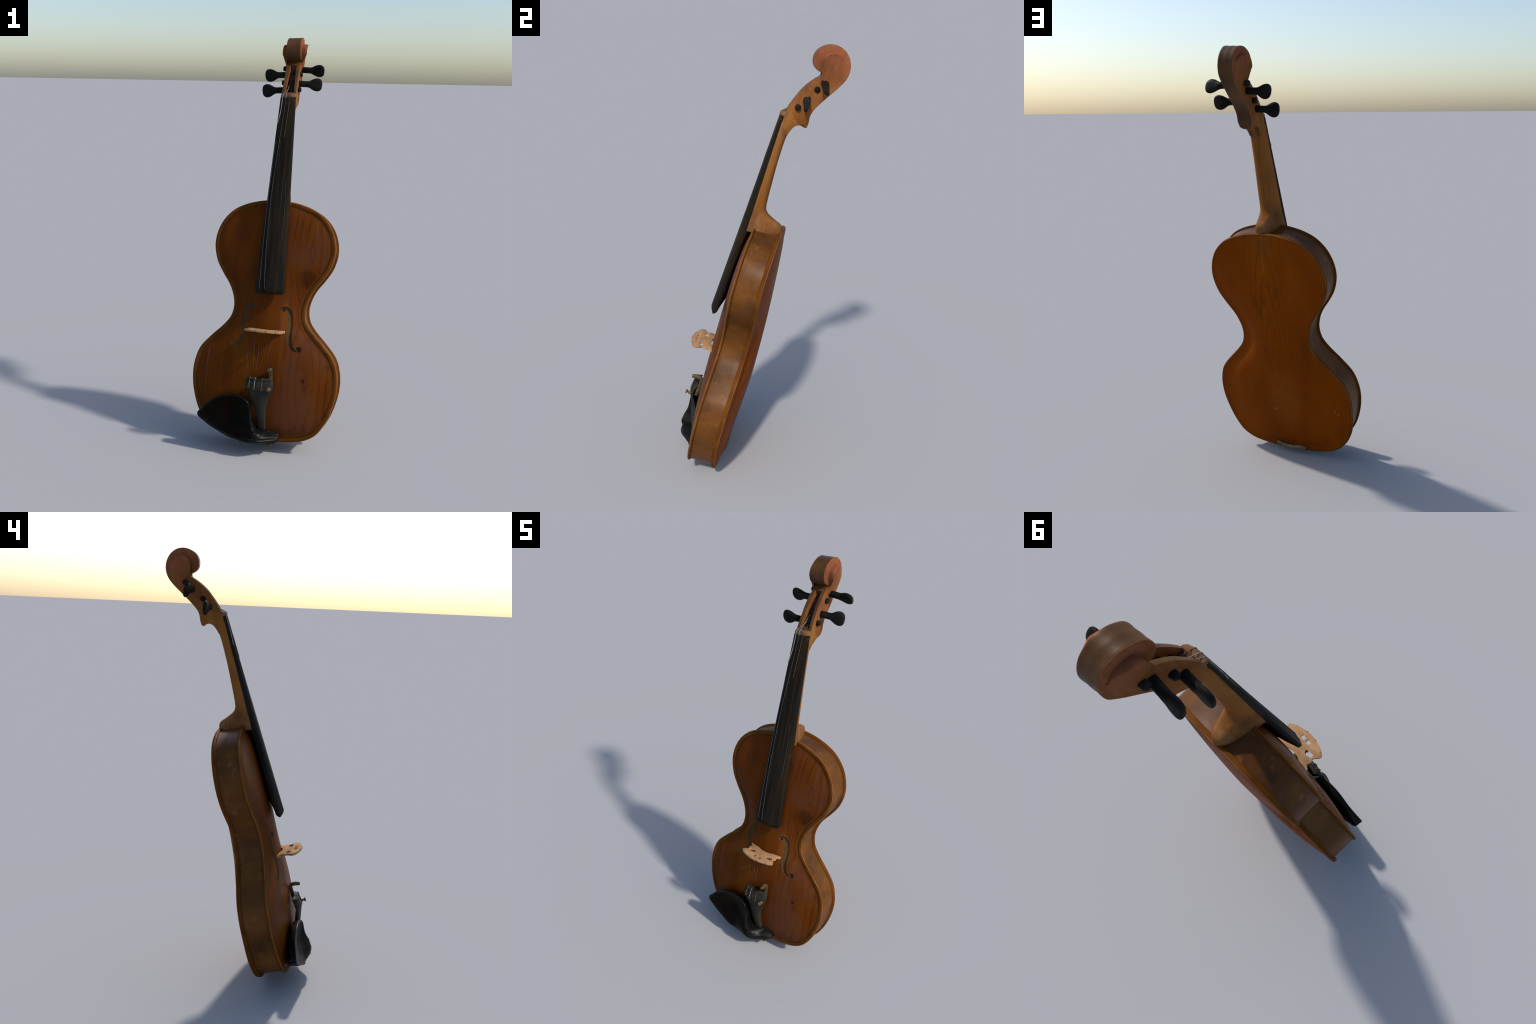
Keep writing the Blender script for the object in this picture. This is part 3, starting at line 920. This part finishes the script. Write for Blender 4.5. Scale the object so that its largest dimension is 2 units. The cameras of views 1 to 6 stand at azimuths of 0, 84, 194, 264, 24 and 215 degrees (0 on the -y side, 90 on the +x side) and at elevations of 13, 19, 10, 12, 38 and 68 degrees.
# ---------------------------------------------------------------- tailpiece
TP = [(-0.2600, 0.083, -0.003, 0.0585), (-0.2640, 0.087, -0.003, 0.0625), (-0.2750, 0.0915, -0.0035, 0.0665), (-0.290, 0.0945, -0.003, 0.0690), (-0.305, 0.095, -0.002, 0.0680), (-0.318, 0.0935, -0.001, 0.0645),
      (-0.335, 0.089, 0.000, 0.0555), (-0.352, 0.084, 0.001, 0.0475), (-0.370, 0.0785, 0.003, 0.0395), (-0.392, 0.0730, 0.005, 0.0315), (-0.415, 0.0685, 0.0085, 0.0265), (-0.440, 0.0635, 0.011, 0.0230),
      (-0.470, 0.0560, 0.0145, 0.0200), (-0.500, 0.0455, 0.0180, 0.0180), (-0.514, 0.0400, 0.0195, 0.0165), (-0.520, 0.0345, 0.0195, 0.0125)]
rings = []
for u, top, cx, w in TP:
    sag = 0.012 * min(1, w / 0.05)
    th = lerp(0.016, 0.024, sstep(-0.33, -0.45, u))
    ring = []
    for k in range(17):
        a = lerp(-1, 1, k / 16)
        bow = 0.004 * (1 - a * a) if u > -0.27 else 0     # the top edge dips in the middle
        ring.append(V(cx + w * a, top - sag * a * a - (0.0035 if abs(a) > 0.99 else 0), u - bow))
    for a in (1.0, 0.93, 0.5, 0.0, -0.5, -0.93, -1.0):
        ring.append(V(cx + w * a, top - sag * a * a * 0.9 - th + (0.004 if abs(a) > 0.99 else 0), u))
    rings.append(ring)
tail = obj("tailpiece", loft(rings, name="tailpiece"), [TAIL], smooth=45)
# raised fret across the top
path = [V(-0.003 + 0.060 * a, 0.0905 - 0.011 * a * a, -0.2665 - 0.003 * (1 - a * a)) for a in [lerp(-1, 1, k / 12) for k in range(13)]]
obj("tailpiece_fret", tube(path, 0.0032, "tailpiece_fret", 8), [TAIL], tail, smooth=60)
# string ends and holes on the tailpiece
for (x, u, mat) in ((-0.052, -0.302, YELLOW), (-0.024, -0.308, STEEL), (0.013, -0.309, COPPER)):
    top = lambda uu: table([(-0.33, 0.0905), (-0.305, 0.0955), (-0.29, 0.0945), (-0.275, 0.0920), (-0.262, 0.0870)], uu) - 0.012 * ((x + 0.003) / 0.068) ** 2
    pth = [V(x * lerp(1.0, 0.93, k / 8), top(lerp(u + 0.006, -0.258, k / 8)) + 0.0012, lerp(u + 0.006, -0.258, k / 8)) for k in range(9)]
    obj("string_end", tube(pth, 0.0019, "string_end", 8), [mat], tail, smooth=60)
    knot = [V(x + 0.0042 * math.cos(q), top(u) + 0.0006, u - 0.002 + 0.0052 * math.sin(q)) for q in [2 * math.pi * k / 14 for k in range(15)]]
    obj("string_loop", tube(knot, 0.0016, "string_loop", 6), [COPPER], tail, smooth=60)
# fine tuner: hooked lever under the tailpiece, screw with a waisted knob on top
def box_path(pts, w, t):
    """bar of rectangular section w (across x) by t, along (d,u) points at fixed x"""
    rings = []
    n = len(pts)
    for i, (x, d, u) in enumerate(pts):
        a = Vector(pts[max(i - 1, 0)][1:]); b2 = Vector(pts[min(i + 1, n - 1)][1:])
        tt = (b2 - a).normalized()
        nn = Vector((-tt.y, tt.x))
        f = 1.0 if 0 < i < n - 1 else 0.8
        rings.append([V(x + sx * w * f, d + nn.x * t * sy * f, u + nn.y * t * sy * f) for sx, sy in ((-1, -.6), (-.7, -1), (.7, -1), (1, -.6), (1, .6), (.7, 1), (-.7, 1), (-1, .6))])
    return loft(rings, name="fine_tuner")
lever = box_path([(0.047, 0.060, -0.315), (0.047, 0.056, -0.295), (0.046, 0.0535, -0.270), (0.0445, 0.0515, -0.245), (0.0430, 0.0515, -0.226), (0.0425, 0.060, -0.2165), (0.0425, 0.078, -0.2155), (0.0425, 0.100, -0.2195)], 0.0090, 0.0085)
tuner = obj("fine_tuner", lever, [BRASS], tail, smooth=40)
def lathe(center, axis, prof, name, sides=16):
    ax = axis.normalized()
    a = ax.cross(Vector((0.3, 0.2, 0.9))).normalized()
    b2 = ax.cross(a)
    rings = [[center + ax * h + r * (math.cos(q) * a + math.sin(q) * b2) for q in (2 * math.pi * k / sides for k in range(sides))] for h, r in prof]
    return loft(rings, name=name)
obj("tuner_screw", lathe(V(0.050, 0.086, -0.3085), V(0, 1, 0.10) , [(0, 0.0080), (0.006, 0.0086), (0.0105, 0.0078), (0.0135, 0.0044), (0.0165, 0.0044), (0.0205, 0.0092), (0.0240, 0.0106), (0.0258, 0.0092), (0.0262, 0.0030)], "tuner_screw"), [COPPER], tail, smooth=50)

# tail gut over the edge, saddle
ms = []
for sx in (-1, 1):
    ms.append(tube([V(0.0195 + sx * 0.008, 0.028, -0.512), V(0.019 + sx * 0.008, 0.018, -0.545), V(0.018 + sx * 0.007, 0.006, -0.566), V(0.017 + sx * 0.005, -0.010, -0.5735), V(0.016 + sx * 0.003, -0.030, -0.5700)], 0.0030, "tail_gut", 8))
obj("tail_gut", join_meshes(ms, "tail_gut"), [EBONY], smooth=60)

# ---------------------------------------------------------------- chin rest
CUP = [(-0.304, -0.462), (-0.304, -0.475), (-0.297, -0.484), (-0.280, -0.495), (-0.252, -0.512), (-0.225, -0.526), (-0.197, -0.537), (-0.170, -0.549), (-0.138, -0.561), (-0.104, -0.571), (-0.072, -0.578),
       (-0.045, -0.583), (-0.020, -0.582), (-0.003, -0.570), (0.002, -0.548), (0.000, -0.524), (-0.008, -0.502), (-0.020, -0.478), (-0.027, -0.455), (-0.032, -0.425), (-0.038, -0.400), (-0.050, -0.378), (-0.074, -0.361),
       (-0.103, -0.353), (-0.134, -0.353), (-0.167, -0.358), (-0.201, -0.369), (-0.231, -0.385), (-0.257, -0.406), (-0.276, -0.429), (-0.293, -0.448)]
cup = resample(spline([(*p, 0) for p in CUP], 6, closed=True) + [Vector((*CUP[0], 0))], 121)[:-1]
CC = Vector((-0.135, -0.462, 0))
def cup_top(x, u, r):
    rim = 0.066 + 0.011 * sstep(-0.30, -0.10, x) + 0.012 * sstep(-0.12, -0.02, x)
    rim += 0.006 * sstep(-0.44, -0.36, u) * sstep(-0.25, -0.15, x)
    hump = 0.027 * math.exp(-((x + 0.045) / 0.075) ** 2 - ((u + 0.522) / 0.044) ** 2)
    drop = 0.046 * sstep(-0.553, -0.597, u) * sstep(-0.30, -0.12, x) + 0.045 * sstep(-0.025, 0.010, x) * sstep(-0.46, -0.53, u)
    dip = (0.005 + 0.014 * sstep(-0.22, -0.09, x)) * (1 - r ** 3)
    return rim + hump - drop - dip
def cup_low(x, u):
    return lerp(0.052, 0.004, clamp((-0.36 - u) / 0.21))
rings = []
for r, lift in ((0.02, 0), (0.2, 0), (0.35, 0), (0.5, 0), (0.62, 0), (0.72, 0), (0.80, 0), (0.87, 0), (0.92, 0.0), (0.955, 0.001), (0.98, 0.0008), (0.995, -0.0015)):
    rings.append([V(CC.x + (p.x - CC.x) * r, cup_top(CC.x + (p.x - CC.x) * r, CC.y + (p.y - CC.y) * r, r) + lift, CC.y + (p.y - CC.y) * r) for p in cup])
for r, f in ((1.0, 0.12), (1.0, 0.22), (0.988, 0.30), (0.988, 0.55), (0.975, 0.85), (0.94, 1.0), (0.5, 1.0), (0.02, 1.0)):
    ring = []
    for p in cup:
        x, u = CC.x + (p.x - CC.x) * r, CC.y + (p.y - CC.y) * r
        t1, l1 = cup_top(p.x, p.y, 1.0), min(cup_low(x, u), cup_top(x, u, r) - 0.016)
        ring.append(V(x, lerp(t1, l1, f), u))
    rings.append(ring)
chin = empty("chin_rest")
cm = loft(rings, name="chin_cup")
obj("chin_cup", cm, [LACQUER, GREY_LACQUER], chin, smooth=60)
for p in cm.polygons:                                   # the rim and outer wall get the greyer lacquer
    x, u = p.center.x, p.center.z
    if any(abs((Vector((x, u, 0)) - q).length) < 0.011 for q in cup):
        p.material_index = 1
# bracket: runs on from the cup across the tailpiece end, with two grooves
rings = []
for k in range(25):
    x = lerp(-0.095, 0.102, k / 24)
    top = table([(-0.095, 0.046), (-0.065, 0.074), (-0.03, 0.0935), (0.0, 0.092), (0.03, 0.079), (0.06, 0.054), (0.085, 0.038), (0.102, 0.024)], x)
    u1 = table([(-0.095, -0.505), (-0.065, -0.49), (-0.03, -0.495), (0.0, -0.507), (0.03, -0.514), (0.055, -0.511), (0.088, -0.523), (0.102, -0.534)], x)
    u0 = table([(-0.095, -0.560), (-0.065, -0.576), (-0.04, -0.584), (0.0, -0.592), (0.05, -0.590), (0.082, -0.580), (0.102, -0.560)], x)
    ring = []
    n = 26
    for j in range(n + 1):
        t = j / n
        uu = lerp(u1, u0, t)
        bulge = (1 - (2 * t - 1) ** 4)
        flat = lerp(1.0, sstep(0.08, 0.52, t), sstep(0.01, 0.06, x))      # upper half lies low on the belly
        groove = 0.0028 * math.sin((t - 0.35) * 24) * sstep(0.42, 0.55, t) * sstep(0.95, 0.85, t)
        dd = lerp(0.010, top, bulge * lerp(0.16, 1, flat)) + groove
        ring.append(V(x, dd, uu))
    for t in (0.9, 0.6, 0.3, 0.1):
        ring.append(V(x, 0.004 if x > -0.05 else 0.012, lerp(u1, u0, t)))
    rings.append(ring)
obj("chin_bracket", loft(rings, name="chin_bracket"), [GREY_LACQUER], chin, smooth=60)
# clamp: two screwed posts over the rib to a bar on the back edge
for x in (0.063, -0.078):
    obj("clamp_post", lathe(V(x, 0.034, -0.5805), V(0, -1, 0), [(0, 0.004), (0.002, 0.0105), (0.010, 0.0115), (0.018, 0.0105), (0.021, 0.0065), (0.060, 0.0060), (0.064, 0.0085), (0.110, 0.0085), (0.114, 0.0050), (0.170, 0.0050), (0.172, 0.002)], "clamp_post"), [BRASS], chin, smooth=50)
bar = [(-0.084, -0.141, -0.571), (-0.079, -0.144, -0.565), (-0.066, -0.147, -0.557), (-0.045, -0.148, -0.560), (-0.010, -0.148, -0.564), (0.030, -0.148, -0.562), (0.060, -0.147, -0.553), (0.073, -0.146, -0.548)]
obj("clamp_bar", tube([V(*p) for p in [tuple(q) for q in spline(bar, 4)]], lambda t: 0.0098 * min(1.0, 0.35 + 8 * t, 0.35 + 8 * (1 - t)), "clamp_bar", 12), [BONE], chin, smooth=60)

# ---------------------------------------------------------------- strings left on the instrument
def board_point(x, u, lift):
    w = board_half(u)
    sag = lerp(0.006, 0.0175, (1.125 - u) / 0.975)
    a = clamp(x / w, -1, 1)
    return tw(x, board_top(u) - sag * a * a + lift, u)
def board_string(pts, rad, mat):
    sp = spline([(p[0], p[1], 0) for p in pts], 8)
    obj("string", tube([board_point(p.x, p.y, 0.0006) for p in sp], rad, "string", 8), [mat], smooth=60)
board_string([(-0.026, 1.120), (-0.029, 1.06), (-0.034, 1.02), (-0.0415, 0.985)], 0.0018, STEEL)
board_string([(-0.009, 1.120), (-0.013, 1.04), (-0.022, 0.90), (-0.030, 0.75), (-0.035, 0.60), (-0.035, 0.40), (-0.027, 0.22), (-0.023, 0.170)], 0.0017, DULLSTRING)
board_string([(-0.040, 0.90), (-0.046, 0.75), (-0.050, 0.60), (-0.052, 0.40), (-0.050, 0.170)], 0.0016, DULLSTRING)
board_string([(0.010, 1.120), (0.006, 1.02), (0.002, 0.92)], 0.0014, GUT)
board_string([(0.030, 0.70), (0.036, 0.58), (0.038, 0.42)], 0.0013, DULLSTRING)
# over the nut into the pegbox
for x0, peg_x, d1, u1, mat in ((-0.026, -0.010, -0.040, 1.175, STEEL), (-0.0100, -0.012, -0.060, 1.205, STEEL), (0.010, 0.006, -0.052, 1.180, GUT)):
    p = [tw(x0, 0.0190 - 0.006 * (x0 / 0.0365) ** 2, 1.116), tw(x0, 0.0200 - 0.006 * (x0 / 0.0365) ** 2, 1.127), tw(x0, 0.0170 - 0.006 * (x0 / 0.0365) ** 2, 1.1375), tw(lerp(x0, peg_x, 0.5), lerp(0.012, d1, 0.5), lerp(1.14, u1, 0.5)), tw(peg_x, d1, u1)]
    obj("string", tube(spline([tuple(q) for q in p], 4), 0.0013, "string", 8), [mat], smooth=60)
# windings on the peg shafts inside the box
ms = []
for (a0, b0, wd, el) in PEGS:
    A, B = V(*a0), V(*b0)
    ax = (B - A).normalized()
    e1 = ax.cross(Vector((0, 0, 1))).normalized()
    e2 = ax.cross(e1)
    ms.append(tube([A + ax * (-0.010 + 0.018 * k / 60) + 0.0138 * (math.cos(k * 0.6) * e1 + math.sin(k * 0.6) * e2) for k in range(61)], 0.0014, "winding", 6))
obj("string_winding", join_meshes(ms, "string_winding"), [DULLSTRING], smooth=60, stuff=True)
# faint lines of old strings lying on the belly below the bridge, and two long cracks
def belly_line(p0, p1, rad, name, mat, n=24, bend=0.0):
    path = []
    for k in range(n + 1):
        t = k / n
        x = lerp(p0[0], p1[0], t) + bend * math.sin(math.pi * t)
        u = lerp(p0[1], p1[1], t)
        path.append(V(x, belly_height(x, u) + 0.0001 + rad * -0.25, u))
    obj(name, tube(path, lambda t: rad * (0.4 + 0.6 * math.sin(math.pi * clamp(t, 0.08, 0.92))), name, 6), [mat], smooth=60)
belly_line((-0.094, -0.075), (-0.077, -0.225), 0.0013, "string_trace", TRACE)
belly_line((-0.052, -0.060), (-0.048, -0.215), 0.0013, "string_trace", TRACE)
belly_line((-0.022, -0.065), (-0.035, -0.240), 0.0012, "string_trace", TRACE)
belly_line((0.038, -0.065), (0.018, -0.165), 0.0012, "string_trace", TRACE)
belly_line((-0.281, -0.100), (-0.286, -0.385), 0.0012, "varnish_crack", TRACE, bend=-0.008)
belly_line((0.206, 0.525), (0.204, 0.400), 0.0010, "varnish_crack", TRACE)
bpy.context.view_layer.update()
